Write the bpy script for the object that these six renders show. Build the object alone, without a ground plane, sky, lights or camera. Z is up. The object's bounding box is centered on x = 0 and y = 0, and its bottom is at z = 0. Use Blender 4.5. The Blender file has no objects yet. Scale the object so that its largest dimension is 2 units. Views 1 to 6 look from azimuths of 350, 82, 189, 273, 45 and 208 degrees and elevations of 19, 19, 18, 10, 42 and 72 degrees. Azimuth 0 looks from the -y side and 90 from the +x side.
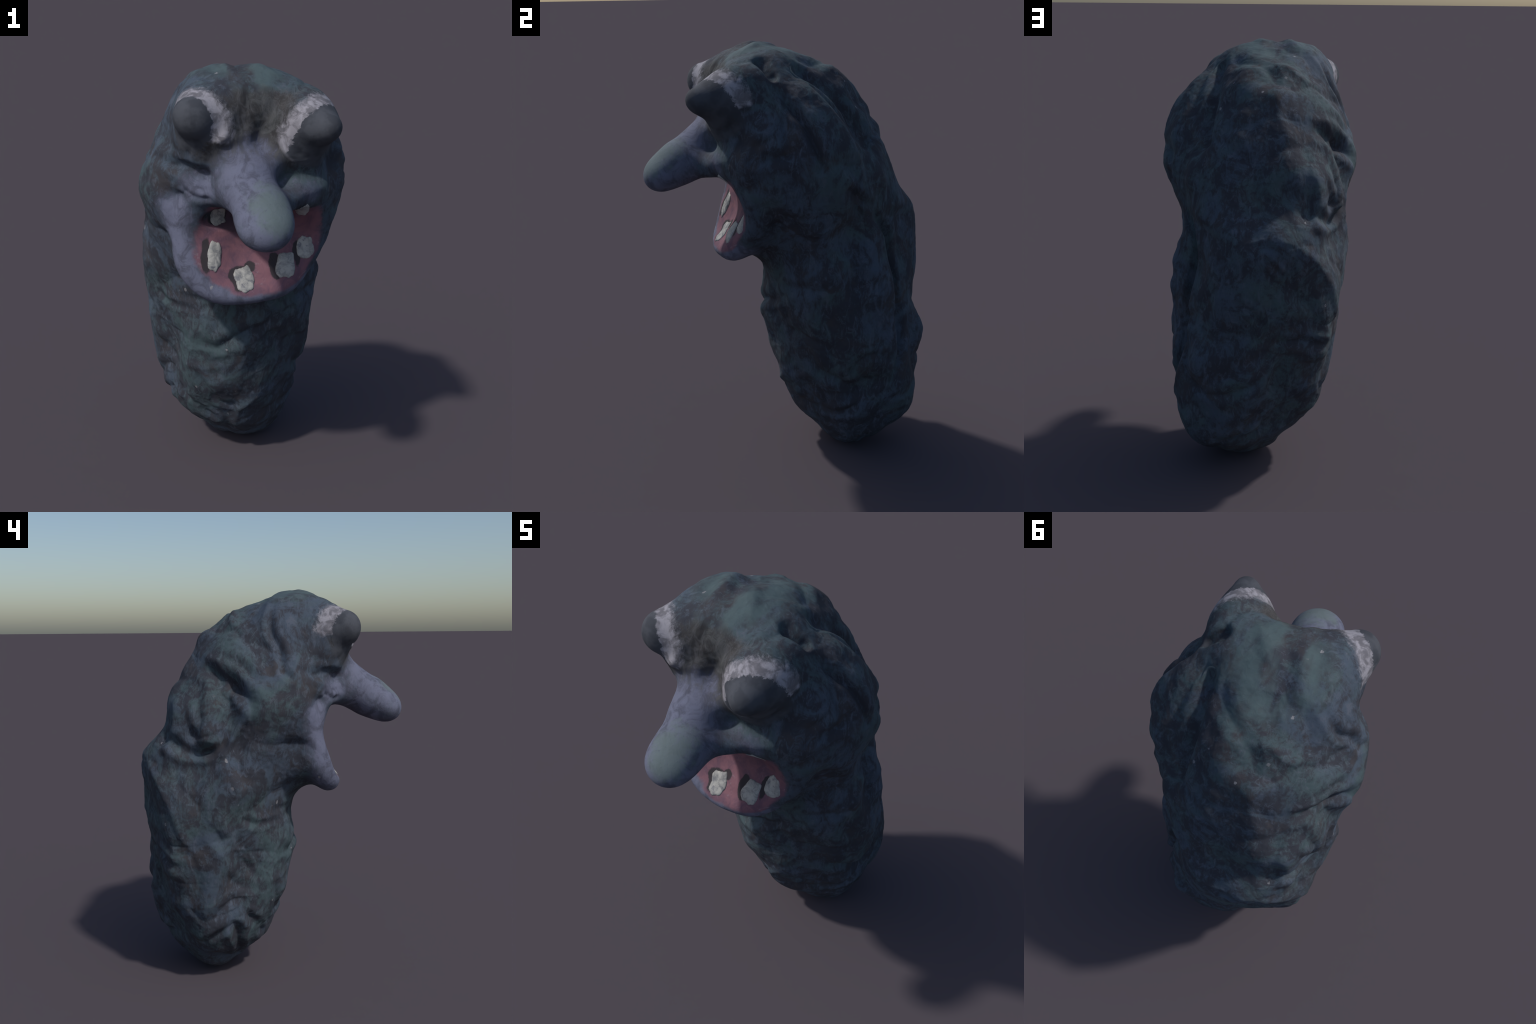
"""A hand-squeezed clay monster: leaning lumpy trunk, two stalked eyes, a long
drooping nose and a wide open mouth with stubby painted teeth."""
import bpy, math
import numpy as np
from mathutils import Vector

# ---------------------------------------------------------------- helpers
def lattice_noise(p, seed):
    """Perlin gradient noise for an (n,3) array, about -1..1."""
    i = np.floor(p).astype(np.int64)
    f = p - i
    w = f * f * f * (f * (f * 6 - 15) + 10)
    out = np.zeros(len(p))
    for dx in (0, 1):
        for dy in (0, 1):
            for dz in (0, 1):
                h = ((i[:, 0] + dx) * 73856093 ^ (i[:, 1] + dy) * 19349663 ^ (i[:, 2] + dz) * 83492791 ^ (seed * 2654435761)) & 0x7FFFFFFF
                h = (h * 1103515245 + 12345) & 0x7FFFFFFF
                h = (h ^ (h >> 13)) * 1274126177 & 0x7FFFFFFF
                a = h / 0x7FFFFFFF * 2 * math.pi
                h2 = (h * 48271 + 11) & 0x7FFFFFFF
                c = h2 / 0x7FFFFFFF * 2 - 1
                s = np.sqrt(1 - c * c)
                g = s * np.cos(a) * (f[:, 0] - dx) + s * np.sin(a) * (f[:, 1] - dy) + c * (f[:, 2] - dz)
                k = (w[:, 0] if dx else 1 - w[:, 0]) * (w[:, 1] if dy else 1 - w[:, 1]) * (w[:, 2] if dz else 1 - w[:, 2])
                out += g * k
    return out * 1.5


def fbm(p, seed, octaves=3):
    return sum(lattice_noise(p * 2 ** o, seed + o) * 0.5 ** o for o in range(octaves))


def cell_gap(p, seed):
    """Voronoi F2 - F1: 0 on the borders between cells, growing towards their middles."""
    i = np.floor(p).astype(np.int64)
    f1, f2 = np.full(len(p), 9.0), np.full(len(p), 9.0)
    for dx in (-1, 0, 1):
        for dy in (-1, 0, 1):
            for dz in (-1, 0, 1):
                c = i + (dx, dy, dz)
                h = (c[:, 0] * 73856093 ^ c[:, 1] * 19349663 ^ c[:, 2] * 83492791 ^ (seed * 2654435761)) & 0x7FFFFFFF
                d2 = np.zeros(len(p))
                for ax in range(3):
                    h = (h * 1103515245 + 12345) & 0x7FFFFFFF
                    h = (h ^ (h >> 13)) * 1274126177 & 0x7FFFFFFF
                    d2 += (c[:, ax] + 0.1 + 0.8 * h / 0x7FFFFFFF - p[:, ax]) ** 2
                d = np.sqrt(d2)
                f2 = np.minimum(f2, np.maximum(f1, d))
                f1 = np.minimum(f1, d)
    return f2 - f1


def smoothstep(a, b, x):
    t = np.clip((x - a) / (b - a), 0, 1)
    return t * t * (3 - 2 * t)


def cubic(xs, ys, x):
    """Monotone-ish cubic (Catmull-Rom tangents) through control points."""
    xs, ys = np.asarray(xs, float), np.asarray(ys, float)
    m = np.gradient(ys, xs)
    k = np.clip(np.searchsorted(xs, x) - 1, 0, len(xs) - 2)
    h = xs[k + 1] - xs[k]
    t = np.clip((x - xs[k]) / h, 0, 1)
    return ((2 * t ** 3 - 3 * t ** 2 + 1) * ys[k] + (t ** 3 - 2 * t ** 2 + t) * h * m[k]
            + (-2 * t ** 3 + 3 * t ** 2) * ys[k + 1] + (t ** 3 - t ** 2) * h * m[k + 1])


# ---------------------------------------------------------------- the field
STEP = 0.0053
LOW, HIGH = np.array([-0.62, -0.76, -0.06]), np.array([0.62, 0.80, 2.08])
AXES = [np.arange(LOW[i], HIGH[i], STEP) for i in range(3)]

# trunk slices: height, x left, x right, y front, y back, then the squareness of the
# four corners (front left, front right, back left, back right; 2 is an ellipse)
SLICES = np.array([
    (0.000, 0.044, 0.144, 0.271, 0.262, 1.713, 2.291, 2.019, 2.185),
    (0.035, -0.083, 0.218, 0.190, 0.388, 1.708, 2.077, 1.679, 2.472),
    (0.100, -0.151, 0.278, 0.124, 0.501, 1.736, 1.756, 1.256, 2.757),
    (0.200, -0.253, 0.313, 0.024, 0.614, 1.830, 1.532, 1.149, 2.911),
    (0.300, -0.320, 0.348, -0.015, 0.630, 2.001, 1.485, 1.188, 2.788),
    (0.450, -0.377, 0.373, -0.073, 0.629, 2.084, 1.497, 1.359, 2.477),
    (0.600, -0.401, 0.393, -0.111, 0.637, 1.864, 1.573, 1.686, 2.039),
    (0.750, -0.416, 0.402, -0.130, 0.631, 1.701, 1.714, 2.022, 1.689),
    (0.900, -0.432, 0.421, -0.110, 0.652, 1.761, 2.155, 2.273, 1.346),
    (1.050, -0.440, 0.393, -0.144, 0.651, 1.888, 2.398, 2.345, 1.178),
    (1.200, -0.438, 0.362, -0.198, 0.641, 2.087, 2.489, 2.300, 1.298),
    (1.330, -0.437, 0.420, -0.257, 0.540, 2.516, 2.645, 2.361, 1.395),
    (1.450, -0.459, 0.459, -0.293, 0.492, 2.654, 2.630, 2.256, 1.398),
    (1.580, -0.439, 0.455, -0.315, 0.445, 2.536, 2.552, 2.030, 1.146),
    (1.720, -0.377, 0.400, -0.311, 0.366, 2.313, 2.384, 2.013, 1.152),
    (1.820, -0.293, 0.308, -0.295, 0.277, 2.130, 2.157, 2.299, 1.192),
    (1.910, -0.236, 0.202, -0.265, 0.155, 2.1, 2.1, 2.3, 1.4),
    (1.970, -0.180, 0.130, -0.220, 0.015, 2.1, 2.0, 2.3, 1.7),
    (2.000, -0.105, 0.050, -0.170, -0.090, 2.0, 2.0, 2.2, 1.9)])


class Field:
    """Distance-like field on a regular lattice, shaped by smooth unions and carvings."""

    def __init__(self):
        z = AXES[2]
        xl, xr, yf, yb, nfl, nfr, nbl, nbr = (cubic(SLICES[:, 0], SLICES[:, i], z) for i in range(1, 9))
        X, Y = np.meshgrid(AXES[0], AXES[1], indexing="ij")
        f = np.empty((len(AXES[0]), len(AXES[1]), len(z)), np.float32)
        for k in range(len(z)):
            cx, cy = (xl[k] + xr[k]) / 2, (yf[k] + yb[k]) / 2
            ax, ay = max((xr[k] - xl[k]) / 2, 1e-3), max((yb[k] - yf[k]) / 2, 1e-3)
            sx = 0.5 + 0.5 * np.clip((X - cx) / ax * 2, -1, 1)
            sy = 0.5 + 0.5 * np.clip((Y - cy) / ay * 2, -1, 1)
            n = (nfl[k] * (1 - sx) + nfr[k] * sx) * (1 - sy) + (nbl[k] * (1 - sx) + nbr[k] * sx) * sy
            rho = ((np.abs(X - cx) / ax) ** n + (np.abs(Y - cy) / ay) ** n) ** (1 / n)
            d = (rho - 1) * min(ax, ay)
            over = max(z[k] - 2.0, -z[k])
            f[:, :, k] = d if over < 0 else np.sqrt(np.maximum(d, 0) ** 2 + over ** 2) + 0.002
        slope = np.gradient((yb - yf) / 2, z)
        f /= np.sqrt(1 + np.clip(slope, -2.5, 2.5) ** 2).astype(np.float32)[None, None, :]
        self.f = f

    def box(self, lo, hi, margin):
        sl = tuple(slice(max(0, int((lo[i] - margin - LOW[i]) / STEP)), int((hi[i] + margin - LOW[i]) / STEP) + 2) for i in range(3))
        g = np.meshgrid(*(AXES[i][sl[i]] for i in range(3)), indexing="ij")
        return sl, [a.astype(np.float32) for a in g]

    def blend(self, sl, d, k, carve=False):
        a = self.f[sl]
        if carve:
            h = np.maximum(k - np.abs(a + d), 0) / k
            self.f[sl] = np.maximum(a, -d) + h * h * k * 0.25
        else:
            h = np.maximum(k - np.abs(a - d), 0) / k
            self.f[sl] = np.minimum(a, d) - h * h * k * 0.25

    def ellipsoid(self, centre, radii, k=0.05, carve=False, turn=None):
        r = max(radii)
        c = np.array(centre)
        sl, (X, Y, Z) = self.box(c - r, c + r, k + 0.05)
        P = np.stack([X - c[0], Y - c[1], Z - c[2]])
        if turn is not None:                      # turn: rotation about x, y, z in degrees
            from mathutils import Euler
            m = np.array(Euler([math.radians(t) for t in turn]).to_matrix()).T
            P = np.einsum("ij,j...->i...", m, P)
        q = np.stack([P[i] / radii[i] for i in range(3)])
        k0 = np.sqrt((q ** 2).sum(0)) + 1e-6
        k1 = np.sqrt(sum((q[i] / radii[i]) ** 2 for i in range(3))) + 1e-6
        self.blend(sl, k0 * (k0 - 1) / k1, k, carve)

    def chain(self, pts, k=0.05, carve=False):
        """Round-cone chain through (x, y, z, radius) points."""
        pts = np.array(pts, float)
        # refine with Catmull-Rom so that bends are smooth
        t = np.arange(len(pts))
        tt = np.linspace(0, len(pts) - 1, (len(pts) - 1) * (4 if len(pts) > 2 else 1) + 1)
        pts = np.stack([cubic(t, pts[:, i], tt) for i in range(4)], 1) if len(pts) > 2 else pts
        lo, hi, rm = pts[:, :3].min(0), pts[:, :3].max(0), pts[:, 3].max()
        sl, (X, Y, Z) = self.box(lo, hi, rm + k + 0.03)
        d = np.full(X.shape, 9, np.float32)
        for a, b in zip(pts[:-1], pts[1:]):
            ab = b[:3] - a[:3]
            h = np.clip(((X - a[0]) * ab[0] + (Y - a[1]) * ab[1] + (Z - a[2]) * ab[2]) / (ab @ ab), 0, 1)
            e = np.sqrt((X - a[0] - h * ab[0]) ** 2 + (Y - a[1] - h * ab[1]) ** 2 + (Z - a[2] - h * ab[2]) ** 2) - (a[3] + h * (b[3] - a[3]))
            d = np.minimum(d, e)
        self.blend(sl, d, k, carve)

    def surface(self):
        """Naive surface nets: one vertex per crossed cell, one quad per crossed edge."""
        f = self.f
        inside = f < 0
        n = np.array(f.shape) - 1
        corners = [(i, j, k) for i in (0, 1) for j in (0, 1) for k in (0, 1)]
        cut = lambda a, c: a[c[0]:c[0] + n[0], c[1]:c[1] + n[1], c[2]:c[2] + n[2]]
        count = sum(cut(inside, c).astype(np.int8) for c in corners)
        active = (count > 0) & (count < 8)
        cell = np.argwhere(active)
        index = np.full(active.shape, -1, np.int32)
        index[active] = np.arange(len(cell))
        total, weight = np.zeros((len(cell), 3)), np.zeros(len(cell))
        val = {c: f[cell[:, 0] + c[0], cell[:, 1] + c[1], cell[:, 2] + c[2]].astype(float) for c in corners}
        for c in corners:
            for ax in range(3):
                if c[ax]:
                    continue
                e = list(c); e[ax] = 1; e = tuple(e)
                a, b = val[c], val[e]
                cross = (a < 0) != (b < 0)
                t = np.where(cross, a / np.where(cross, a - b, 1), 0)
                p = np.tile(np.array(c, float), (len(cell), 1))
                p[:, ax] = t
                total += p * cross[:, None]
                weight += cross
        verts = LOW + STEP * (cell + total / weight[:, None])
        quads = []
        for ax in range(3):
            o1, o2 = (ax + 1) % 3, (ax + 2) % 3
            sl0 = [slice(1, -1)] * 3; sl0[ax] = slice(0, -1)
            sl1 = [slice(1, -1)] * 3; sl1[ax] = slice(1, None)
            a, b = inside[tuple(sl0)], inside[tuple(sl1)]
            e = np.argwhere(a != b)
            off = np.ones(3, int); off[ax] = 0
            flip = a[tuple(e.T)]
            e = e + off
            def at(d1, d2):
                c = e.copy(); c[:, o1] += d1; c[:, o2] += d2
                return index[tuple(c.T)]
            q = np.stack([at(-1, -1), at(0, -1), at(0, 0), at(-1, 0)], 1)
            q[~flip] = q[~flip][:, ::-1]
            quads.append(q)
        return verts, np.vstack(quads)


def sculpt():
    F = Field()
    # --- cheeks and the flat of the face
    F.ellipsoid((-0.22, -0.10, 1.48), (0.17, 0.18, 0.20), k=0.08)
    F.ellipsoid((0.245, -0.135, 1.53), (0.165, 0.18, 0.21), k=0.08)
    # --- jaw: a scoop that juts out of the face below the nose
    F.ellipsoid((-0.02, -0.15, 1.185), (0.29, 0.19, 0.165), k=0.08)
    F.chain([(-0.27, -0.19, 1.45, 0.05), (-0.28, -0.20, 1.32, 0.055), (-0.25, -0.25, 1.15, 0.055), (-0.15, -0.292, 1.068, 0.054),
             (0.0, -0.31, 1.063, 0.05), (0.14, -0.275, 1.078, 0.05), (0.23, -0.215, 1.15, 0.055), (0.29, -0.18, 1.25, 0.062), (0.30, -0.185, 1.38, 0.065)], k=0.06)
    # --- brow mass, the bridge between the brows, and the eye stalks
    F.chain([(-0.15, -0.10, 1.79, 0.15), (-0.195, -0.245, 1.81, 0.126), (-0.247, -0.350, 1.820, 0.086)], k=0.10)
    F.chain([(0.15, -0.08, 1.79, 0.15), (0.205, -0.225, 1.80, 0.124)], k=0.10)
    F.ellipsoid((-0.13, -0.27, 1.82), (0.10, 0.10, 0.09), k=0.07)
    F.ellipsoid((0.228, -0.330, 1.790), (0.095, 0.110, 0.072), k=0.10, turn=(18, 0, 22))
    F.chain([(0.235, -0.32, 1.80, 0.075), (0.276, -0.424, 1.792, 0.046)], k=0.06)
    F.ellipsoid((-0.165, -0.25, 1.70), (0.14, 0.13, 0.12), k=0.06)
    F.ellipsoid((0.18, -0.24, 1.69), (0.14, 0.13, 0.12), k=0.06)
    F.ellipsoid((0.0, -0.235, 1.72), (0.13, 0.11, 0.16), k=0.06)
    F.chain([(-0.13, -0.30, 1.80, 0.06), (-0.085, -0.315, 1.70, 0.055), (-0.06, -0.34, 1.63, 0.05)], k=0.05)
    F.chain([(0.15, -0.29, 1.79, 0.06), (0.10, -0.315, 1.69, 0.055), (0.03, -0.36, 1.62, 0.045)], k=0.05)
    # --- pouches of the upper lip at both mouth corners
    F.ellipsoid((-0.20, -0.235, 1.505), (0.11, 0.085, 0.055), k=0.05)
    F.ellipsoid((0.23, -0.265, 1.515), (0.10, 0.075, 0.055), k=0.05)
    # --- mouth: a dish, deepest left of the middle, then the dark pocket below the nose
    F.ellipsoid((-0.01, -0.42, 1.29), (0.29, 0.19, 0.235), k=0.05, carve=True, turn=(-14, 0, 8))
    F.ellipsoid((0.17, -0.42, 1.295), (0.20, 0.165, 0.135), k=0.06, carve=True)
    F.ellipsoid((-0.10, -0.27, 1.378), (0.105, 0.065, 0.052), k=0.02, carve=True)
    # --- fleshy webs from the nose to both pouches
    F.chain([(0.03, -0.46, 1.48, 0.06), (0.10, -0.37, 1.475, 0.055), (0.19, -0.29, 1.495, 0.055)], k=0.06)
    F.chain([(-0.06, -0.40, 1.53, 0.06), (-0.13, -0.31, 1.51, 0.05)], k=0.06)
    # --- nose
    F.chain([(-0.05, -0.24, 1.62, 0.125), (-0.045, -0.37, 1.552, 0.104), (-0.01, -0.48, 1.492, 0.094)], k=0.08)
    F.ellipsoid((0.004, -0.560, 1.440), (0.114, 0.116, 0.088), k=0.07, turn=(30, 0, 0))
    # --- shoulder lobe behind the right cheek, split from the skull by a long gouge
    F.ellipsoid((0.02, 0.17, 1.70), (0.15, 0.17, 0.20), k=0.04)
    F.chain([(0.27, 0.00, 1.76, 0.06), (0.285, 0.10, 1.67, 0.075), (0.32, 0.17, 1.56, 0.09), (0.33, 0.21, 1.44, 0.095), (0.31, 0.25, 1.34, 0.08)], k=0.04)
    F.chain([(0.195, 0.03, 1.89, 0.012), (0.195, 0.15, 1.80, 0.030), (0.195, 0.23, 1.71, 0.038), (0.20, 0.305, 1.605, 0.032), (0.23, 0.36, 1.52, 0.010)], k=0.06, carve=True)
    # --- the slab's edge: a deep seam down the right of the back
    F.chain([(0.355, 0.372, 1.306, 0.030), (0.310, 0.400, 1.229, 0.035), (0.262, 0.447, 1.138, 0.038), (0.253, 0.467, 1.00, 0.038), (0.283, 0.495, 0.854, 0.036),
             (0.290, 0.515, 0.776, 0.034), (0.300, 0.517, 0.712, 0.032), (0.320, 0.514, 0.640, 0.028), (0.335, 0.512, 0.567, 0.022), (0.365, 0.475, 0.490, 0.012)], k=0.05, carve=True)
    # --- hole behind the right eye stalk
    F.chain([(0.22, -0.14, 1.935, 0.016), (0.27, -0.10, 1.88, 0.010)], k=0.04, carve=True)
    v, q = F.surface()
    return v, q


# ---------------------------------------------------------------- hand-pressed relief
PRESSES = []


def crease(*path, depth, width):
    """A thumb-nail line pressed into the clay; its shoulders swell a little."""
    PRESSES.append((path, depth, width))


def hollow(*path, depth, width):
    """A broad, soft dent."""
    PRESSES.append((path, depth, width))


def ridge(*path, height, width):
    """A pulled-up fold or a swelling lump."""
    PRESSES.append((path, -height, width))


# (points along the press, depth, width): positive depth presses in, negative pulls out
# left flank
crease((-0.31, 0.29, 1.61), (-0.41, 0.18, 1.59), (-0.45, 0.11, 1.53), (-0.46, 0.07, 1.48), depth=0.030, width=0.024)
hollow((-0.43, 0.20, 1.53), (-0.44, 0.18, 1.42), (-0.43, 0.20, 1.36), depth=0.028, width=0.055)
ridge((-0.37, 0.29, 1.40), (-0.41, 0.28, 1.33), height=0.028, width=0.060)
crease((-0.27, 0.50, 1.29), (-0.37, 0.41, 1.255), (-0.43, 0.29, 1.255), (-0.44, 0.22, 1.29), depth=0.024, width=0.020)
ridge((-0.46, 0.07, 1.47), (-0.44, 0.14, 1.36), (-0.44, 0.20, 1.25), (-0.44, 0.22, 1.15), height=0.014, width=0.022)
crease((-0.44, 0.10, 1.37), (-0.43, 0.17, 1.25), depth=0.008, width=0.012)
ridge((-0.20, 0.60, 1.19), height=0.018, width=0.070)
ridge((-0.30, 0.55, 1.15), (-0.38, 0.47, 0.99), (-0.41, 0.40, 0.83), (-0.42, 0.33, 0.70), height=0.014, width=0.025)
crease((-0.24, -0.03, 1.92), (-0.31, -0.02, 1.81), (-0.36, -0.06, 1.72), (-0.39, -0.06, 1.64), (-0.41, -0.10, 1.60), depth=0.017, width=0.014)
ridge((-0.29, -0.08, 1.86), (-0.35, -0.12, 1.74), height=0.012, width=0.030)
crease((-0.37, -0.15, 1.62), (-0.33, -0.25, 1.61), (-0.28, -0.31, 1.60), (-0.20, -0.33, 1.585), depth=0.016, width=0.016)
crease((-0.38, 0.10, 0.91), (-0.34, 0.04, 0.88), (-0.25, -0.05, 0.88), (-0.15, -0.09, 0.89), depth=0.014, width=0.013)
crease((-0.43, 0.25, 0.87), (-0.42, 0.22, 0.80), depth=0.012, width=0.022)
crease((-0.34, 0.02, 0.81), (-0.375, 0.07, 0.73), (-0.36, 0.07, 0.65), (-0.31, 0.02, 0.58), depth=0.012, width=0.014)
ridge((-0.29, -0.03, 0.71), height=0.012, width=0.045)
ridge((-0.42, 0.23, 0.74), (-0.39, 0.14, 0.61), (-0.32, 0.03, 0.57), (-0.20, -0.07, 0.57), (-0.07, -0.11, 0.60), height=0.011, width=0.020)
hollow((-0.40, 0.20, 0.62), (-0.34, 0.10, 0.53), depth=0.014, width=0.035)
crease((-0.31, 0.17, 0.36), (-0.27, 0.15, 0.29), depth=0.022, width=0.022)
crease((-0.28, 0.34, 0.25), (-0.31, 0.26, 0.31), (-0.31, 0.18, 0.35), depth=0.014, width=0.014)
crease((-0.29, 0.17, 0.33), (-0.22, 0.15, 0.21), (-0.12, 0.17, 0.12), depth=0.018, width=0.016)
crease((-0.36, 0.26, 0.41), (-0.37, 0.18, 0.47), (-0.33, 0.11, 0.47), depth=0.012, width=0.018)
ridge((-0.23, 0.28, 0.19), height=0.018, width=0.060)
crease((-0.26, -0.04, 0.93), (-0.12, -0.11, 0.91), depth=0.010, width=0.016)
hollow((-0.41, 0.17, 1.62), (-0.42, 0.21, 1.46), (-0.42, 0.22, 1.36), depth=0.045, width=0.080)
hollow((-0.43, 0.33, 1.32), (-0.43, 0.36, 1.12), depth=0.030, width=0.090)
hollow((-0.44, 0.07, 1.57), (-0.36, 0.29, 1.57), depth=0.030, width=0.080)
ridge((-0.26, 0.47, 0.44), height=0.032, width=0.070)
ridge((-0.43, 0.13, 1.06), height=0.022, width=0.070)
hollow((-0.31, 0.05, 0.73), (-0.27, 0.09, 0.38), depth=0.028, width=0.070)
hollow((-0.40, 0.03, 1.66), depth=0.025, width=0.070)
ridge((-0.32, 0.45, 0.60), (-0.36, 0.45, 0.80), height=0.055, width=0.080)
hollow((-0.38, 0.10, 0.76), (-0.36, 0.11, 0.62), (-0.34, 0.10, 0.48), depth=0.055, width=0.085)
ridge((-0.20, 0.34, 1.69), (-0.17, 0.42, 1.52), (-0.24, 0.47, 1.38), height=0.038, width=0.090)
# front of the trunk
ridge((-0.17, -0.10, 0.82), height=0.018, width=0.050)
crease((-0.21, -0.09, 0.74), (-0.13, -0.11, 0.70), (-0.07, -0.12, 0.74), (0.00, -0.13, 0.78), (0.08, -0.12, 0.81), (0.17, -0.09, 0.85), depth=0.016, width=0.020)
crease((-0.29, -0.02, 0.84), (-0.28, -0.04, 0.75), (-0.27, -0.03, 0.62), depth=0.012, width=0.012)
crease((-0.36, 0.03, 0.76), (-0.33, 0.02, 0.65), depth=0.012, width=0.014)
ridge((0.00, -0.12, 0.69), height=0.014, width=0.040)
ridge((-0.09, -0.07, 0.49), height=0.014, width=0.060)
crease((-0.23, -0.05, 0.55), (-0.16, -0.04, 0.45), (-0.09, -0.02, 0.36), (-0.02, -0.03, 0.34), depth=0.012, width=0.016)
hollow((0.05, -0.10, 0.62), (0.08, -0.09, 0.54), depth=0.016, width=0.040)
ridge((0.26, 0.08, 0.45), (0.09, -0.02, 0.40), (0.01, -0.02, 0.32), (-0.01, 0.03, 0.20), height=0.016, width=0.022)
hollow((0.20, 0.08, 0.34), (0.10, 0.04, 0.24), depth=0.014, width=0.030)
crease((-0.28, 0.09, 0.38), (-0.25, 0.08, 0.35), depth=0.020, width=0.018)
crease((-0.16, 0.05, 0.28), (-0.12, 0.05, 0.24), depth=0.018, width=0.016)
hollow((0.19, -0.06, 0.64), (0.24, -0.02, 0.70), depth=0.014, width=0.040)
# face
hollow((-0.35, -0.24, 1.48), depth=0.040, width=0.075)
hollow((0.07, -0.38, 1.67), depth=0.030, width=0.050)
hollow((0.36, -0.27, 1.62), depth=0.024, width=0.060)
ridge((0.05, -0.26, 1.92), height=0.024, width=0.060)
ridge((-0.37, -0.12, 1.69), height=0.018, width=0.060)
hollow((0.07, -0.35, 1.73), depth=0.022, width=0.045)
ridge((-0.06, -0.27, 1.92), height=0.022, width=0.060)
ridge((0.07, -0.27, 1.17), height=0.040, width=0.070)
crease((-0.32, -0.29, 1.535), (-0.27, -0.32, 1.49), (-0.22, -0.32, 1.475), (-0.18, -0.32, 1.49), depth=0.014, width=0.012)
crease((-0.14, -0.37, 1.62), (-0.12, -0.39, 1.59), depth=0.010, width=0.014)
crease((0.02, -0.32, 1.81), (0.02, -0.33, 1.77), (0.015, -0.34, 1.72), (0.01, -0.36, 1.67), depth=0.024, width=0.024)
crease((-0.12, -0.26, 1.91), (-0.08, -0.28, 1.89), (-0.04, -0.29, 1.89), depth=0.014, width=0.014)
crease((0.02, -0.25, 1.95), (-0.02, -0.19, 2.00), (-0.06, -0.11, 2.00), (-0.07, -0.06, 1.99), depth=0.007, width=0.026)
ridge((0.10, -0.21, 1.95), (0.02, -0.10, 1.99), height=0.010, width=0.030)
ridge((-0.08, -0.22, 1.97), (-0.12, -0.12, 1.99), (-0.16, -0.04, 1.97), height=0.010, width=0.026)
hollow((-0.06, 0.00, 1.98), (-0.09, 0.07, 1.94), depth=0.022, width=0.060)
ridge((0.02, 0.23, 1.87), (-0.07, 0.19, 1.90), (-0.13, 0.17, 1.90), (-0.20, 0.17, 1.85), (-0.27, 0.12, 1.83), height=0.014, width=0.028)
crease((-0.24, -0.06, 1.92), (-0.20, -0.22, 1.93), (-0.15, -0.29, 1.91), depth=0.012, width=0.016)
crease((-0.35, 0.19, 1.67), (-0.40, 0.12, 1.65), (-0.44, 0.06, 1.60), depth=0.014, width=0.020)
crease((0.11, -0.31, 1.84), (0.15, -0.24, 1.90), (0.21, -0.22, 1.91), depth=0.010, width=0.016)
# right flank: a slab of clay folded round from the back
crease((0.44, 0.20, 1.40), (0.328, 0.348, 1.306), (0.285, 0.374, 1.229), (0.235, 0.423, 1.138), (0.227, 0.442, 0.998), (0.258, 0.471, 0.854), (0.274, 0.492, 0.712), (0.308, 0.487, 0.567), (0.35, 0.46, 0.46), (0.36, 0.42, 0.37), depth=0.024, width=0.017)
crease((0.36, 0.42, 0.37), (0.37, 0.34, 0.33), (0.34, 0.26, 0.29), (0.28, 0.20, 0.26), (0.21, 0.13, 0.26), depth=0.016, width=0.016)
ridge((0.37, 0.08, 0.98), (0.40, 0.17, 1.05), (0.41, 0.25, 1.07), (0.39, 0.34, 1.02), (0.33, 0.41, 0.96), height=0.016, width=0.028)
hollow((0.40, 0.20, 1.13), (0.39, 0.30, 1.14), depth=0.016, width=0.035)
crease((0.38, 0.10, 0.94), (0.33, 0.02, 0.93), (0.24, -0.05, 0.91), depth=0.012, width=0.018)
crease((0.01, -0.13, 0.77), (0.15, -0.10, 0.82), (0.23, -0.05, 0.87), depth=0.014, width=0.016)
crease((0.23, -0.05, 0.84), (0.22, -0.04, 0.76), (0.17, -0.08, 0.70), depth=0.010, width=0.018)
ridge((0.40, 0.01, 1.27), (0.39, 0.06, 1.25), (0.38, 0.09, 1.19), (0.36, 0.08, 1.14), height=0.022, width=0.020)
hollow((0.38, 0.02, 1.20), (0.34, 0.01, 1.10), depth=0.016, width=0.030)
crease((0.22, -0.16, 1.91), (0.29, -0.11, 1.85), (0.35, -0.05, 1.77), (0.41, 0.02, 1.68), (0.455, 0.06, 1.57), (0.465, 0.07, 1.52), depth=0.026, width=0.016)
crease((0.45, -0.02, 1.60), (0.45, -0.10, 1.56), (0.41, -0.22, 1.54), depth=0.010, width=0.018)
crease((0.41, -0.22, 1.53), (0.42, -0.20, 1.61), (0.43, -0.14, 1.64), depth=0.010, width=0.014)
ridge((0.38, 0.33, 0.50), height=0.014, width=0.055)
crease((0.37, 0.22, 0.50), (0.40, 0.27, 0.58), (0.38, 0.35, 0.60), (0.35, 0.44, 0.55), depth=0.010, width=0.014)
crease((0.27, 0.05, 0.60), (0.30, 0.11, 0.50), (0.36, 0.20, 0.45), (0.37, 0.32, 0.38), depth=0.014, width=0.022)
crease((0.21, 0.04, 0.47), (0.05, -0.03, 0.38), depth=0.010, width=0.014)
ridge((0.41, 0.18, 0.92), (0.40, 0.22, 0.75), (0.40, 0.26, 0.70), height=0.014, width=0.075)
ridge((0.33, -0.11, 1.18), (0.36, 0.05, 1.22), (0.41, 0.05, 1.31), height=0.040, width=0.080)
hollow((0.40, 0.27, 1.45), (0.40, 0.27, 1.25), (0.40, 0.28, 1.05), (0.41, 0.28, 0.85), depth=0.050, width=0.075)
ridge((0.40, 0.12, 1.00), height=0.024, width=0.070)
ridge((0.16, 0.04, 0.31), height=0.024, width=0.060)
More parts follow.
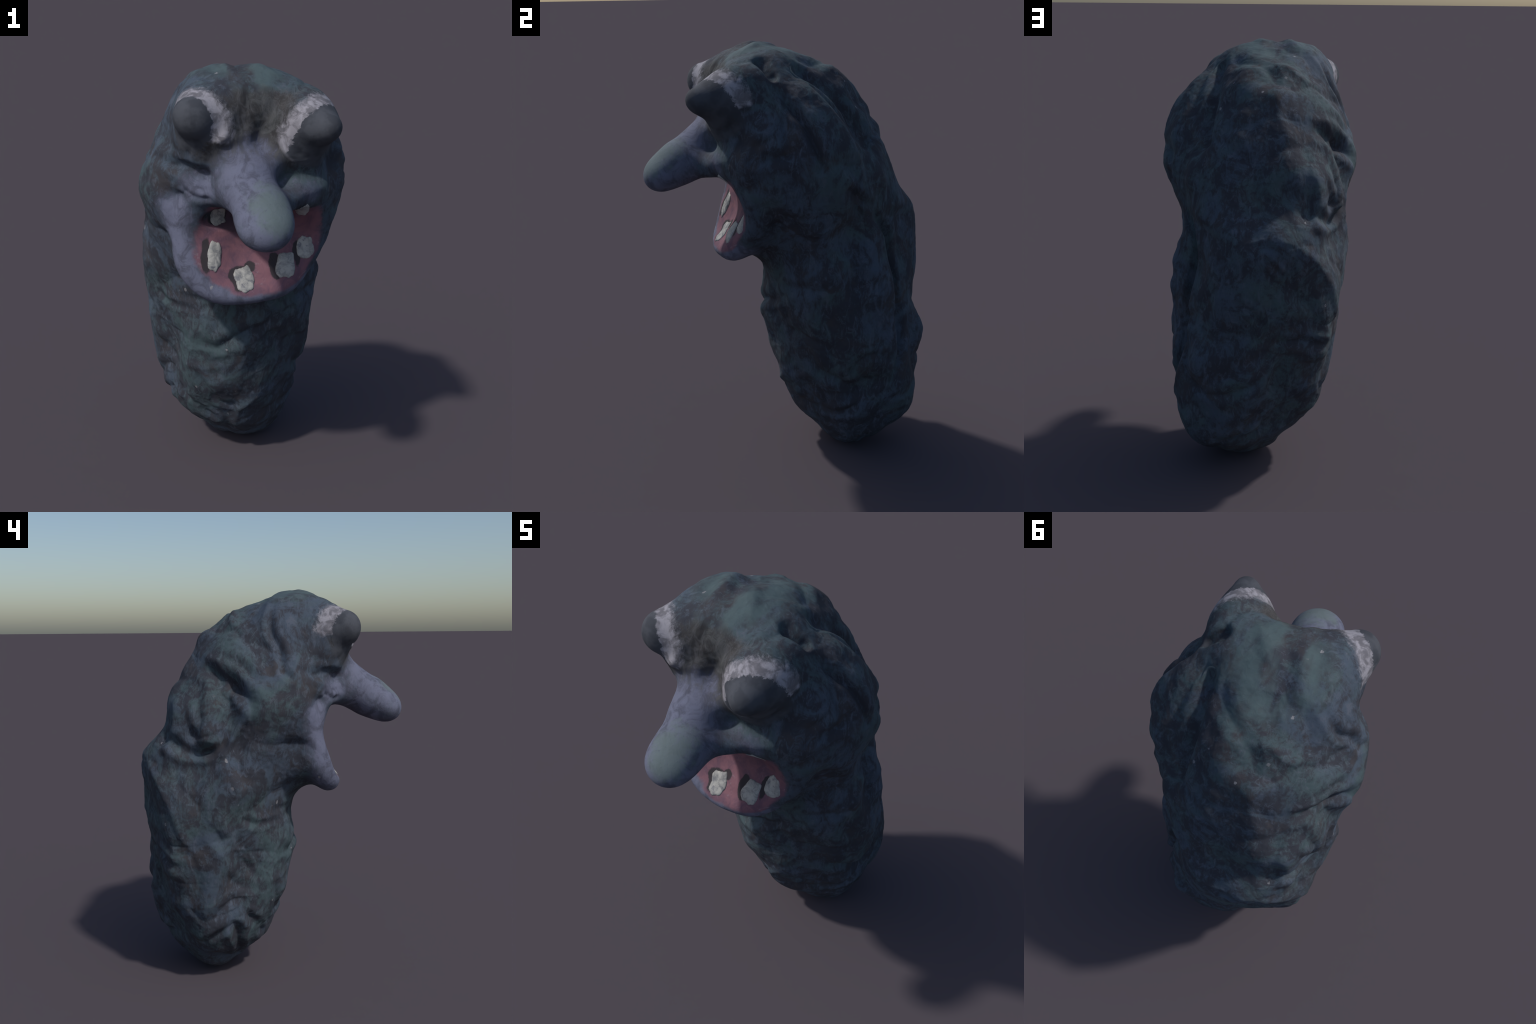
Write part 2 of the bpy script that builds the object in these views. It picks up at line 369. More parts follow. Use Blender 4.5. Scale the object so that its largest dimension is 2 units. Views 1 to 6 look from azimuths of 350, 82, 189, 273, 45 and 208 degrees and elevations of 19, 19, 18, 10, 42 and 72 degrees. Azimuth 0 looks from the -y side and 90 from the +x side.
hollow((0.14, -0.10, 0.76), depth=0.028, width=0.050)
hollow((0.32, -0.19, 1.13), depth=0.034, width=0.060)
ridge((0.18, 0.48, 1.29), height=0.024, width=0.060)
hollow((0.24, -0.16, 1.06), depth=0.035, width=0.060)
hollow((0.37, 0.34, 0.45), depth=0.050, width=0.070)
# back
ridge((0.11, 0.62, 0.58), (0.19, 0.58, 0.68), height=0.030, width=0.100)
hollow((0.05, 0.60, 0.20), (-0.02, 0.58, 0.20), (-0.12, 0.54, 0.22), depth=0.055, width=0.080)
ridge((0.08, 0.62, 0.45), height=0.022, width=0.070)
hollow((-0.22, 0.60, 1.00), depth=0.020, width=0.060)
hollow((-0.39, 0.40, 1.26), depth=0.030, width=0.070)
hollow((0.10, 0.22, 1.85), depth=0.024, width=0.070)
hollow((0.18, -0.02, 1.92), depth=0.022, width=0.060)
ridge((-0.13, 0.30, 1.78), height=0.022, width=0.070)
crease((-0.26, 0.32, 1.63), (-0.35, 0.26, 1.60), (-0.40, 0.24, 1.53), depth=0.013, width=0.022)
crease((-0.33, 0.33, 1.54), (-0.39, 0.32, 1.43), (-0.40, 0.32, 1.36), (-0.35, 0.43, 1.28), depth=0.013, width=0.020)
crease((-0.34, 0.44, 1.28), depth=0.018, width=0.024)
crease((-0.30, 0.55, 1.17), (-0.34, 0.48, 1.23), depth=0.012, width=0.014)
ridge((-0.28, 0.43, 1.45), height=0.020, width=0.070)
crease((0.11, 0.39, 1.63), (0.05, 0.40, 1.66), (-0.02, 0.40, 1.66), depth=0.012, width=0.022)
hollow((-0.10, 0.48, 1.44), (-0.23, 0.48, 1.36), (-0.31, 0.44, 1.32), depth=0.014, width=0.035)
crease((-0.13, 0.64, 1.14), (-0.20, 0.62, 1.06), depth=0.014, width=0.010)
ridge((-0.30, 0.55, 1.15), (-0.37, 0.49, 1.01), (-0.42, 0.36, 0.87), height=0.006, width=0.026)
hollow((-0.27, 0.58, 1.00), (-0.30, 0.56, 0.90), depth=0.018, width=0.060)
crease((-0.02, 0.66, 0.92), (-0.09, 0.65, 0.87), (-0.13, 0.63, 0.80), (-0.14, 0.62, 0.74), depth=0.012, width=0.014)
crease((-0.19, 0.60, 0.73), (-0.28, 0.54, 0.72), (-0.37, 0.42, 0.68), depth=0.014, width=0.018)
crease((-0.15, 0.62, 0.68), (-0.12, 0.63, 0.55), (-0.01, 0.64, 0.49), (0.12, 0.62, 0.47), (0.20, 0.60, 0.51), depth=0.012, width=0.018)
hollow((-0.21, 0.58, 0.60), (-0.18, 0.58, 0.48), depth=0.020, width=0.045)
ridge((0.05, 0.63, 0.64), height=0.012, width=0.090)

# broad swellings and flats left by the palm
ridge((0.41, -0.05, 1.33), height=0.026, width=0.060)
ridge((0.36, 0.12, 1.16), height=0.034, width=0.060)
ridge((0.33, 0.04, 0.85), (0.34, 0.11, 0.62), height=0.026, width=0.070)
hollow((0.40, 0.25, 0.84), (0.37, 0.25, 1.03), depth=0.028, width=0.060)
hollow((0.35, 0.28, 0.37), depth=0.034, width=0.060)
ridge((0.26, 0.31, 1.51), (0.22, 0.40, 1.36), height=0.026, width=0.050)
ridge((0.22, 0.59, 0.40), (0.14, 0.62, 0.50), (0.17, 0.60, 0.62), (0.15, 0.60, 0.74), height=0.024, width=0.075)
hollow((0.10, 0.30, 1.75), depth=0.026, width=0.060)
hollow((0.25, 0.00, 1.89), depth=0.020, width=0.050)
ridge((-0.13, 0.47, 1.42), height=0.020, width=0.060)
hollow((0.41, 0.22, 1.51), depth=0.022, width=0.060)
hollow((0.00, 0.62, 0.28), (-0.13, 0.58, 0.38), depth=0.034, width=0.060)
ridge((-0.11, 0.33, 1.76), height=0.020, width=0.060)
hollow((-0.41, 0.30, 1.19), (-0.39, 0.47, 1.13), depth=0.026, width=0.070)
hollow((-0.34, 0.20, 1.60), (-0.41, 0.11, 1.50), depth=0.020, width=0.060)
ridge((-0.30, 0.39, 1.50), (-0.33, 0.46, 1.31), height=0.024, width=0.055)
ridge((-0.33, 0.41, 0.44), height=0.024, width=0.060)
hollow((-0.31, 0.15, 0.36), (-0.31, 0.12, 0.52), depth=0.028, width=0.060)
hollow((-0.35, 0.07, 1.73), depth=0.024, width=0.060)
hollow((-0.43, 0.11, 1.26), depth=0.020, width=0.060)
hollow((-0.15, 0.52, 0.21), (-0.23, 0.49, 0.30), depth=0.030, width=0.060)
hollow((-0.29, -0.28, 1.46), depth=0.034, width=0.050)
ridge((-0.16, -0.39, 1.75), height=0.034, width=0.050)
hollow((0.05, -0.39, 1.66), depth=0.024, width=0.045)
hollow((0.32, -0.31, 1.69), depth=0.022, width=0.050)


def press(co, wander):
    out = np.zeros(len(co))
    for pts, depth, width in PRESSES:
        p = np.array(pts, float)
        if len(p) > 2:
            t = np.arange(len(p))
            tt = np.linspace(0, len(p) - 1, (len(p) - 1) * 4 + 1)
            p = np.stack([cubic(t, p[:, i], tt) for i in range(3)], 1)
        reach = width * 3 + 0.03
        near = np.where(((co > p.min(0) - reach) & (co < p.max(0) + reach)).all(1))[0]
        if not len(near):
            continue
        # a wavering hand: the press wanders a little
        q = co[near] + (0.010 + 0.2 * width) * wander[near]
        d = np.full(len(near), 9.0)
        along = np.zeros(len(near))
        n = max(len(p) - 1, 1)
        for k in range(n):
            a, b = p[k], p[min(k + 1, len(p) - 1)]
            ab = b - a
            h = np.clip(((q - a) @ ab) / max(ab @ ab, 1e-9), 0, 1)
            e = np.linalg.norm(q - a - h[:, None] * ab, axis=1)
            closer = e < d
            d = np.where(closer, e, d)
            along = np.where(closer, (k + h) / n, along)
        fade = 0.35 + 0.65 * np.sin(np.pi * np.clip(along, 0.02, 0.98)) ** 0.6 if len(pts) > 1 else 1.0
        wide = width * (1.1 if width < 0.03 else 1.0)
        dent = np.exp(-(d / wide) ** 1.6) - (0.30 * np.exp(-((d - 2.3 * wide) / wide) ** 2) if depth > 0 and width < 0.03 else 0)
        out[near] -= depth * (1.15 if 0 < depth and width < 0.03 else 1.0) * fade * dent
    return out


def near_smooth_parts(co):
    """1 on nose, eye tips and mouth, where the clay was smoothed, 0 elsewhere."""
    nose = smoothstep(0.16, 0.10, np.linalg.norm(co - np.clip(co, (-0.06, -0.60, 1.40), (0.04, -0.40, 1.58)), axis=1))
    mouth = smoothstep(0.10, 0.02, np.linalg.norm(co - np.clip(co, (-0.26, -0.40, 1.05), (0.28, -0.22, 1.42)), axis=1))
    eyes = np.maximum(smoothstep(0.15, 0.11, np.linalg.norm(co - (-0.252, -0.36, 1.823), axis=1)),
                      smoothstep(0.15, 0.11, np.linalg.norm(co - (0.25, -0.36, 1.785), axis=1)))
    return np.maximum(np.maximum(nose, mouth), eyes)


def displaced(mesh):
    n = len(mesh.vertices)
    co, no = np.empty(n * 3, np.float32), np.empty(n * 3, np.float32)
    mesh.vertices.foreach_get("co", co)
    mesh.vertices.foreach_get("normal", no)
    co, no = co.reshape(-1, 3).astype(float), no.reshape(-1, 3).astype(float)
    calm = near_smooth_parts(co)
    warp = np.stack([lattice_noise(co * 5, 60 + i) for i in range(3)], 1)
    lumps = 0.005 * lattice_noise(co * 4.2, 3) + 0.0025 * lattice_noise(co * 9.0 + 0.5 * warp, 4)
    # soft folds: the clay rises to rounded ridges and falls into narrower valleys
    fold = np.abs(lattice_noise(co * 6.5 + 0.6 * warp, 9))
    folds = 0.0025 * (np.minimum(fold, 0.45) - 0.25)
    fine = 0.0013 * lattice_noise(co * 26 + 1.2 * warp, 21) + 0.0011 * lattice_noise(co * 60 + 2.0 * warp, 22)
    # palm-sized lumps parted by soft winding creases
    gap = cell_gap(co * (3.0, 3.0, 2.5) + 0.25 * warp, 31)
    palm = 0.013 * (smoothstep(-0.08, 0.36, gap) - 0.70) * (1 - 0.6 * smoothstep(0.24, 0.06, np.linalg.norm(co - (0, -0.2, 1.98), axis=1)))
    d = press(co, warp) * (1 - 0.6 * calm) + (lumps + folds + palm + fine) * (1 - 0.85 * calm)
    return co + no * d[:, None]


# ---------------------------------------------------------------- materials
class Nodes:
    """Small builder for procedural node trees."""

    def __init__(self, name):
        self.m = bpy.data.materials.new(name)
        self.m.use_nodes = True
        self.t = self.m.node_tree
        self.bsdf = self.t.nodes["Principled BSDF"]
        self.P = self.t.nodes.new("ShaderNodeTexCoord").outputs["Object"]

    def put(self, node, key, value):
        if isinstance(value, bpy.types.NodeSocket):
            self.t.links.new(value, node.inputs[key])
        elif value is not None:
            node.inputs[key].default_value = value

    def math(self, op, a, b=None, clamp=False):
        n = self.t.nodes.new("ShaderNodeMath")
        n.operation, n.use_clamp = op, clamp
        self.put(n, 0, a)
        self.put(n, 1, b)
        return n.outputs[0]

    def vec(self, op, a, b=None, scale=None):
        n = self.t.nodes.new("ShaderNodeVectorMath")
        n.operation = op
        self.put(n, 0, a)
        self.put(n, 1, b)
        if scale is not None:
            self.put(n, "Scale", scale)
        return n.outputs["Value"] if op in ("LENGTH", "DISTANCE", "DOT_PRODUCT") else n.outputs["Vector"]

    def noise(self, scale, detail=4.0, rough=0.55, distortion=0.0, at=None, squash=None, seed=0.0):
        p = at or self.P
        p = self.vec("ADD", p, (seed, seed * 0.7, -seed))
        if squash:
            p = self.vec("MULTIPLY", p, squash)
        n = self.t.nodes.new("ShaderNodeTexNoise")
        self.put(n, "Vector", p)
        n.inputs["Scale"].default_value, n.inputs["Detail"].default_value = scale, detail
        n.inputs["Roughness"].default_value, n.inputs["Distortion"].default_value = rough, distortion
        return n.outputs["Fac"]

    def step(self, x, lo, hi):
        n = self.t.nodes.new("ShaderNodeMapRange")
        n.interpolation_type = "SMOOTHSTEP"
        for key, v in zip(("Value", "From Min", "From Max", "To Min", "To Max"), (x, *sorted((lo, hi)), *((0.0, 1.0) if lo < hi else (1.0, 0.0)))):
            self.put(n, key, v)
        return n.outputs["Result"]

    def mix(self, fac, a, b):
        n = self.t.nodes.new("ShaderNodeMix")
        n.data_type = "RGBA"
        self.put(n, 0, fac)
        self.put(n, 6, a if isinstance(a, bpy.types.NodeSocket) else (*a, 1))
        self.put(n, 7, b if isinstance(b, bpy.types.NodeSocket) else (*b, 1))
        return n.outputs[2]

    def mul(self, *xs):
        r = xs[0]
        for x in xs[1:]:
            r = self.math("MULTIPLY", r, x)
        return r

    def most(self, *xs):
        r = xs[0]
        for x in xs[1:]:
            r = self.math("MAXIMUM", r, x)
        return r

    def blob(self, centre, radii):
        """Normalised distance from an ellipsoid: 1 on its surface."""
        q = self.vec("DIVIDE", self.vec("SUBTRACT", self.P, centre), radii if not np.isscalar(radii) else (radii,) * 3)
        return self.vec("LENGTH", q)

    def segment(self, a, b):
        """Distance in metres from the segment a-b."""
        a, b = Vector(a), Vector(b)
        ab = b - a
        pa = self.vec("SUBTRACT", self.P, tuple(a))
        h = self.math("MULTIPLY", self.vec("DOT_PRODUCT", pa, tuple(ab)), 1 / ab.length_squared, clamp=True)
        return self.vec("LENGTH", self.vec("SUBTRACT", pa, self.vec("SCALE", tuple(ab), scale=h)))

    def plane(self, point, normal):
        n = Vector(normal).normalized()
        return self.vec("DOT_PRODUCT", self.vec("SUBTRACT", self.P, point), tuple(n))

    def finish(self, colour, rough, height=None, strength=0.3, distance=0.004):
        self.put(self.bsdf, "Base Color", colour)
        self.put(self.bsdf, "Roughness", rough)
        self.bsdf.inputs["Specular IOR Level"].default_value = 0.25
        if height is not None:
            b = self.t.nodes.new("ShaderNodeBump")
            b.inputs["Strength"].default_value, b.inputs["Distance"].default_value = strength, distance
            self.put(b, "Height", height)
            self.t.links.new(b.outputs["Normal"], self.bsdf.inputs["Normal"])
        return self.m


# eye tips: where the grey begins, and the way it faces
EYES = (((-0.262, -0.372, 1.822), (-0.62, -0.75, -0.12)), ((0.252, -0.358, 1.787), (0.52, -0.74, -0.42)))
TEETH = [  # centre, outward direction, half width, half height, tilt in degrees
    ((-0.030, -0.31, 1.120), (0.05, -1.0, 0.55), 0.042, 0.056, 5),
    ((-0.160, -0.27, 1.210), (0.55, -1.0, 0.40), 0.030, 0.064, -14),
    ((0.153, -0.28, 1.165), (-0.40, -1.0, 0.45), 0.040, 0.056, 6),
    ((0.241, -0.25, 1.234), (-0.55, -1.0, 0.35), 0.032, 0.048, 4),
    ((-0.150, -0.19, 1.370), (0.45, -1.0, 0.10), 0.034, 0.038, 0),
    ((0.214, -0.28, 1.420), (-0.25, -1.0, 0.10), 0.030, 0.032, 10),
]


def painted_clay(name):
    n = Nodes(name)
    wob = n.noise(9, 5, 0.6)                                    # ragged paint edges
    edge = n.math("SUBTRACT", wob, 0.5)
    fibre = n.noise(30, 8, 0.76, 1.1, squash=(1.0, 1.0, 0.45))  # brushed streaks
    grain = n.noise(95, 4, 0.7, 0.6)
    # ---- trunk: dark slate clay, dry-brushed teal, drifts of blue and umber
    teal_m = n.step(n.math("ADD", n.noise(6.0, 9, 0.64, 1.5), n.math("MULTIPLY", n.math("SUBTRACT", fibre, 0.5), 0.70)), 0.40, 0.62)
    blue_m = n.step(n.noise(3.1, 6, 0.6, 0.8, seed=4.0), 0.40, 0.60)
    umber_m = n.step(n.noise(5.3, 7, 0.6, 1.0, seed=9.0), 0.50, 0.66)
    slate = n.mix(umber_m, (0.039, 0.042, 0.055), (0.051, 0.049, 0.057))
    teal = n.mix(blue_m, (0.060, 0.090, 0.101), (0.063, 0.084, 0.118))
    col = n.mix(teal_m, slate, teal)
    col = n.mix(n.mul(n.step(fibre, 0.52, 0.66), 0.55), col, (0.098, 0.106, 0.138))
    col = n.mix(n.mul(n.step(grain, 0.56, 0.70), 0.35), col, (0.026, 0.029, 0.036))
    # ---- crown: smooth teal glaze
    crown = n.step(n.math("ADD", n.blob((-0.02, -0.10, 2.02), (0.24, 0.27, 0.20)), n.math("MULTIPLY", edge, 1.6)), 1.15, 0.6)
    col = n.mix(n.mul(crown, n.step(n.noise(7, 4, 0.5, 0.5, squash=(1.6, 0.5, 1), seed=2.0), 0.36, 0.55), 0.85), col, (0.074, 0.110, 0.120))
    # ---- brow: umber grey behind and between the eyes
    brow = n.step(n.math("ADD", n.blob((0.0, -0.32, 1.76), (0.34, 0.17, 0.15)), n.math("MULTIPLY", edge, 1.4)), 1.2, 0.75)
    col = n.mix(n.mul(brow, 0.8), col, n.mix(n.step(fibre, 0.40, 0.62), (0.045, 0.043, 0.043), (0.085, 0.082, 0.084)))
    # ---- lavender glaze over nose, pouches, cheeks and lip
    nose_d = n.segment((-0.05, -0.30, 1.60), (0.012, -0.58, 1.44))
    lip_l = n.segment((-0.33, -0.24, 1.40), (-0.30, -0.30, 1.15))
    lip_b = n.segment((-0.28, -0.29, 1.11), (0.0, -0.34, 1.03))
    lip_r = n.segment((0.0, -0.34, 1.03), (0.22, -0.25, 1.06))
    pouch = n.math("ADD", 0.022, n.math("MINIMUM", n.segment((-0.26, -0.31, 1.52), (-0.12, -0.33, 1.53)), n.math("ADD", n.segment((0.10, -0.33, 1.53), (0.23, -0.33, 1.50)), 0.03)))
    lav_d = n.math("MINIMUM", n.math("MINIMUM", n.math("SUBTRACT", nose_d, 0.06), n.math("MINIMUM", lip_l, n.math("MINIMUM", lip_b, lip_r))), pouch)
    lav_m = n.step(n.math("ADD", lav_d, n.math("MULTIPLY", n.math("SUBTRACT", fibre, 0.5), 0.16)), 0.115, 0.045)
    lav = n.mix(n.step(n.noise(14, 6, 0.65, 1.0), 0.36, 0.58), (0.085, 0.090, 0.130), (0.145, 0.155, 0.225))
    green_m = n.mul(n.step(n.math("ADD", n.blob((0.025, -0.585, 1.50), (0.085, 0.17, 0.11)), n.math("MULTIPLY", n.math("ADD", edge, n.math("SUBTRACT", fibre, 0.5)), 1.6)), 1.25, 0.45), 0.8)
    lav = n.mix(green_m, lav, (0.125, 0.165, 0.165))
    lav = n.mix(n.mul(n.step(grain, 0.60, 0.72), 0.5), lav, (0.05, 0.055, 0.10))
    col = n.mix(n.mul(lav_m, 0.92), col, lav)
    # ---- mouth: pink gums, dark smears beside the teeth, pocket shade painted purple
    mouth_d = n.blob((0.045, -0.37, 1.29), (0.325, 0.225, 0.238))
    front = n.step(n.plane((0, -0.12, 1.3), (0, -1, 0)), 0.0, 0.03)
    mouth_m = n.mul(n.step(n.math("ADD", mouth_d, n.math("MULTIPLY", edge, 0.28)), 1.03, 0.95), front,
                    n.step(n.math("SUBTRACT", nose_d, n.math("MULTIPLY", edge, 0.05)), 0.135, 0.150), n.step(n.plane((0, -0.33, 1.40), (0, 1, -0.6)), 0.0, 0.012))
    pink = n.mix(n.step(n.noise(12, 7, 0.65, 1.0), 0.36, 0.64), (0.140, 0.078, 0.112), (0.215, 0.105, 0.132))
    pink = n.mix(n.mul(n.step(grain, 0.60, 0.70), 0.35), pink, (0.09, 0.06, 0.10))
    pink = n.mix(n.mul(n.step(n.noise(17, 6, 0.7, 1.2, seed=5.0), 0.58, 0.70), 0.5), pink, (0.26, 0.20, 0.235))
    roof_shade = n.step(n.math("ADD", n.plane((0, 0, 1.36), (0.12, 0.35, 1.0)), n.math("MULTIPLY", edge, 0.12)), -0.06, 0.06)  # upper mouth tinted dark maroon for the shade beside the nose
    pink = n.mix(n.mul(roof_shade, 0.7), pink, (0.085, 0.042, 0.060))
    pink = n.mix(n.mul(n.step(n.noise(9, 7, 0.7, 1.4, seed=8.0), 0.56, 0.68), 0.55), pink, (0.085, 0.066, 0.092))
    pocket = n.step(n.math("ADD", n.blob((-0.05, -0.16, 1.365), (0.15, 0.12, 0.085)), n.math("MULTIPLY", edge, 0.3)), 1.05, 0.85)  # shadow inside the pocket, darkened into the gum colour
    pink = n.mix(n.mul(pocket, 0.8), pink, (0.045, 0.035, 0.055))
    smears = [n.math("ADD", n.blob((x, y, z), (rx, 0.06, rz)), n.math("MULTIPLY", edge, 1.6)) for x, y, z, rx, rz in
              ((-0.192, -0.27, 1.21, 0.028, 0.085), (-0.055, -0.31, 1.125, 0.040, 0.060), (0.105, -0.28, 1.165, 0.028, 0.070),
               (0.205, -0.26, 1.22, 0.022, 0.065), (0.00, -0.30, 1.165, 0.028, 0.03), (-0.15, -0.19, 1.37, 0.048, 0.05))]
    smear_m = n.most(*[n.step(d, 1.0, 0.8) for d in smears])
    pink = n.mix(n.mul(smear_m, 0.9), pink, (0.030, 0.032, 0.036))
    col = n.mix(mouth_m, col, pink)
    # ---- eyes: a ragged white band and a slate-grey tip
    for k, (b, axis) in enumerate(EYES):
        h = n.math("ADD", n.plane(b, axis), n.math("MULTIPLY", n.math("SUBTRACT", n.noise(26, 6, 0.72, 1.0), 0.5), 0.065))
        zone = n.step(n.blob(b, 0.19), 1.0, 0.9)
        upper = n.step(n.math("ADD", n.plane((b[0], b[1], b[2] - (0.075, 0.105)[k]), (0.35 - 0.95 * k, -0.1, 1.0)), n.math("MULTIPLY", edge, 0.10)), 0.0, 0.02)
        white = n.mix(n.step(n.noise(22, 5, 0.6, 0.8), 0.38, 0.60), (0.15, 0.145, 0.165), (0.33, 0.32, 0.36))
        col = n.mix(n.mul(zone, upper, n.mul(n.step(n.math("ADD", h, n.math("MULTIPLY", n.math("SUBTRACT", fibre, 0.5), 0.10)), -0.100, -0.055), 0.92)), col, white)
        tip = n.mix(n.step(n.noise(16, 4, 0.5), 0.4, 0.6), (0.048, 0.053, 0.066), (0.070, 0.076, 0.092))
        col = n.mix(n.mul(zone, n.step(h, -0.015, -0.008)), col, tip)
    # ---- chips that show pale clay
    v = n.t.nodes.new("ShaderNodeTexVoronoi")
    n.put(v, "Vector", n.vec("ADD", n.vec("MULTIPLY", n.P, (1, 1, 0.6)), n.vec("SCALE", (1.0, 1.0, 1.0), scale=n.math("MULTIPLY", grain, 0.02))))
    v.inputs["Scale"].default_value = 13
    chips = n.mul(n.step(v.outputs["Distance"], 0.10, 0.07), n.step(n.noise(2.3, 2, 0.5, seed=6.0), 0.54, 0.60))
    col = n.mix(n.mul(chips, 0.75), col, (0.26, 0.255, 0.27))
    height = n.math("ADD", n.math("MULTIPLY", fibre, 0.7), n.math("MULTIPLY", grain, 0.3))
    return n.finish(col, 0.85, height, 0.45, 0.006)


def tooth_enamel():
    n = Nodes("tooth_enamel")
    c = n.mix(n.step(n.noise(24, 6, 0.65, 1.0), 0.36, 0.6), (0.24, 0.245, 0.245), (0.40, 0.395, 0.38))
    c = n.mix(n.mul(n.step(n.noise(30, 6, 0.72, 0.8, seed=3.0), 0.52, 0.66), 0.8), c, (0.13, 0.135, 0.165))
    return n.finish(c, 0.5, n.noise(45, 5, 0.7), 0.4, 0.004)


# ---------------------------------------------------------------- build
verts, quads = sculpt()
base = bpy.data.meshes.new("whole")
base.vertices.add(len(verts))
base.vertices.foreach_set("co", verts.astype(np.float32).ravel())
base.loops.add(quads.size)
base.loops.foreach_set("vertex_index", quads.astype(np.int32).ravel())
base.polygons.add(len(quads))
base.polygons.foreach_set("loop_start", np.arange(0, quads.size, 4, dtype=np.int32))
base.update(calc_edges=True)
tmp = bpy.data.objects.new("whole", base)
bpy.context.scene.collection.objects.link(tmp)
sm = tmp.modifiers.new("smooth", "SMOOTH"); sm.factor = 0.5; sm.iterations = 6
fine = bpy.data.meshes.new_from_object(tmp.evaluated_get(bpy.context.evaluated_depsgraph_get()))
bpy.data.objects.remove(tmp)
co = displaced(fine)
lift = co[:, 2].min()
co[:, 2] = (co[:, 2] - lift) * (2.0 / (co[:, 2].max() - lift))
fine.vertices.foreach_set("co", co.astype(np.float32).ravel())
fine.update()
normals = np.empty(len(co) * 3, np.float32)
fine.vertices.foreach_get("normal", normals)
normals = normals.reshape(-1, 3)
faces = np.empty(len(fine.polygons) * 4, np.int32)
fine.polygons.foreach_get("vertices", faces)
faces = faces.reshape(-1, 4)

root = bpy.data.objects.new("clay_monster", None)
root.empty_display_size = 0.2
root["label"] = "lumpy dark teal clay monster with long nose and open mouth"
root["category"] = "clay figure"
bpy.context.scene.collection.objects.link(root)


def to_segment(p, a, b):
    a, b = np.array(a), np.array(b)
    h = np.clip(((p - a) @ (b - a)) / ((b - a) @ (b - a)), 0, 1)
    return np.linalg.norm(p - a - h[:, None] * (b - a), axis=1)


centre = co[faces].mean(1)
TORSO, HEAD, JAW, MOUTH, NOSE, EYE_L, EYE_R, TIP_L, TIP_R = range(9)
region = np.where(centre[:, 2] < 0.98 + 0.25 * np.clip(centre[:, 1] + 0.1, 0, 0.7), TORSO, HEAD)
q = (centre - (0.045, -0.37, 1.29)) / (0.325, 0.225, 0.238)
front = centre[:, 1] < -0.17
region[(centre[:, 1] < -0.14) & (centre[:, 2] > 0.95) & (centre[:, 2] < 1.36) & (region == HEAD) & (np.abs(centre[:, 0]) < 0.40)] = JAW
region[(np.linalg.norm(q, axis=1) < 1.0) & (centre[:, 1] < -0.12)] = MOUTH
region[(to_segment(centre, (-0.05, -0.36, 1.57), (0.012, -0.57, 1.45)) < 0.135) & (centre[:, 1] < -0.36) & (centre[:, 2] > 1.3)] = NOSE
for k, (b, ax) in enumerate(EYES):
    ax = np.array(ax)
    h = (centre - b) @ (ax / np.linalg.norm(ax))
    ball = np.linalg.norm(centre - b, axis=1) < 0.19
    region[ball & (h > -0.085) & (centre[:, 2] > 1.70)] = EYE_L + k
    region[ball & (h > -0.012) & (centre[:, 2] > 1.70)] = TIP_L + k

NAMES = {TORSO: "torso", HEAD: "head", JAW: "jaw", MOUTH: "mouth", NOSE: "nose", EYE_L: "eye", EYE_R: "eye", TIP_L: "pupil", TIP_R: "pupil"}
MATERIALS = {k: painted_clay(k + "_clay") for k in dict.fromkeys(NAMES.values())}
made = {}
for r in range(9):
    f = faces[region == r]
    used, local = np.unique(f, return_inverse=True)
    me = bpy.data.meshes.new(NAMES[r])
    me.vertices.add(len(used))
    me.vertices.foreach_set("co", co[used].astype(np.float32).ravel())
    me.loops.add(f.size)
    me.loops.foreach_set("vertex_index", local.astype(np.int32).ravel())
    me.polygons.add(len(f))
    me.polygons.foreach_set("loop_start", np.arange(0, f.size, 4, dtype=np.int32))
    me.update(calc_edges=True)
    me.polygons.foreach_set("use_smooth", np.ones(len(f), bool))
    me.normals_split_custom_set_from_vertices(normals[used].tolist())
    me.materials.append(MATERIALS[NAMES[r]])
    ob = bpy.data.objects.new(NAMES[r], me)
    bpy.context.scene.collection.objects.link(ob)
    ob.parent = made[r - 2] if r in (TIP_L, TIP_R) else root
    made[r] = ob

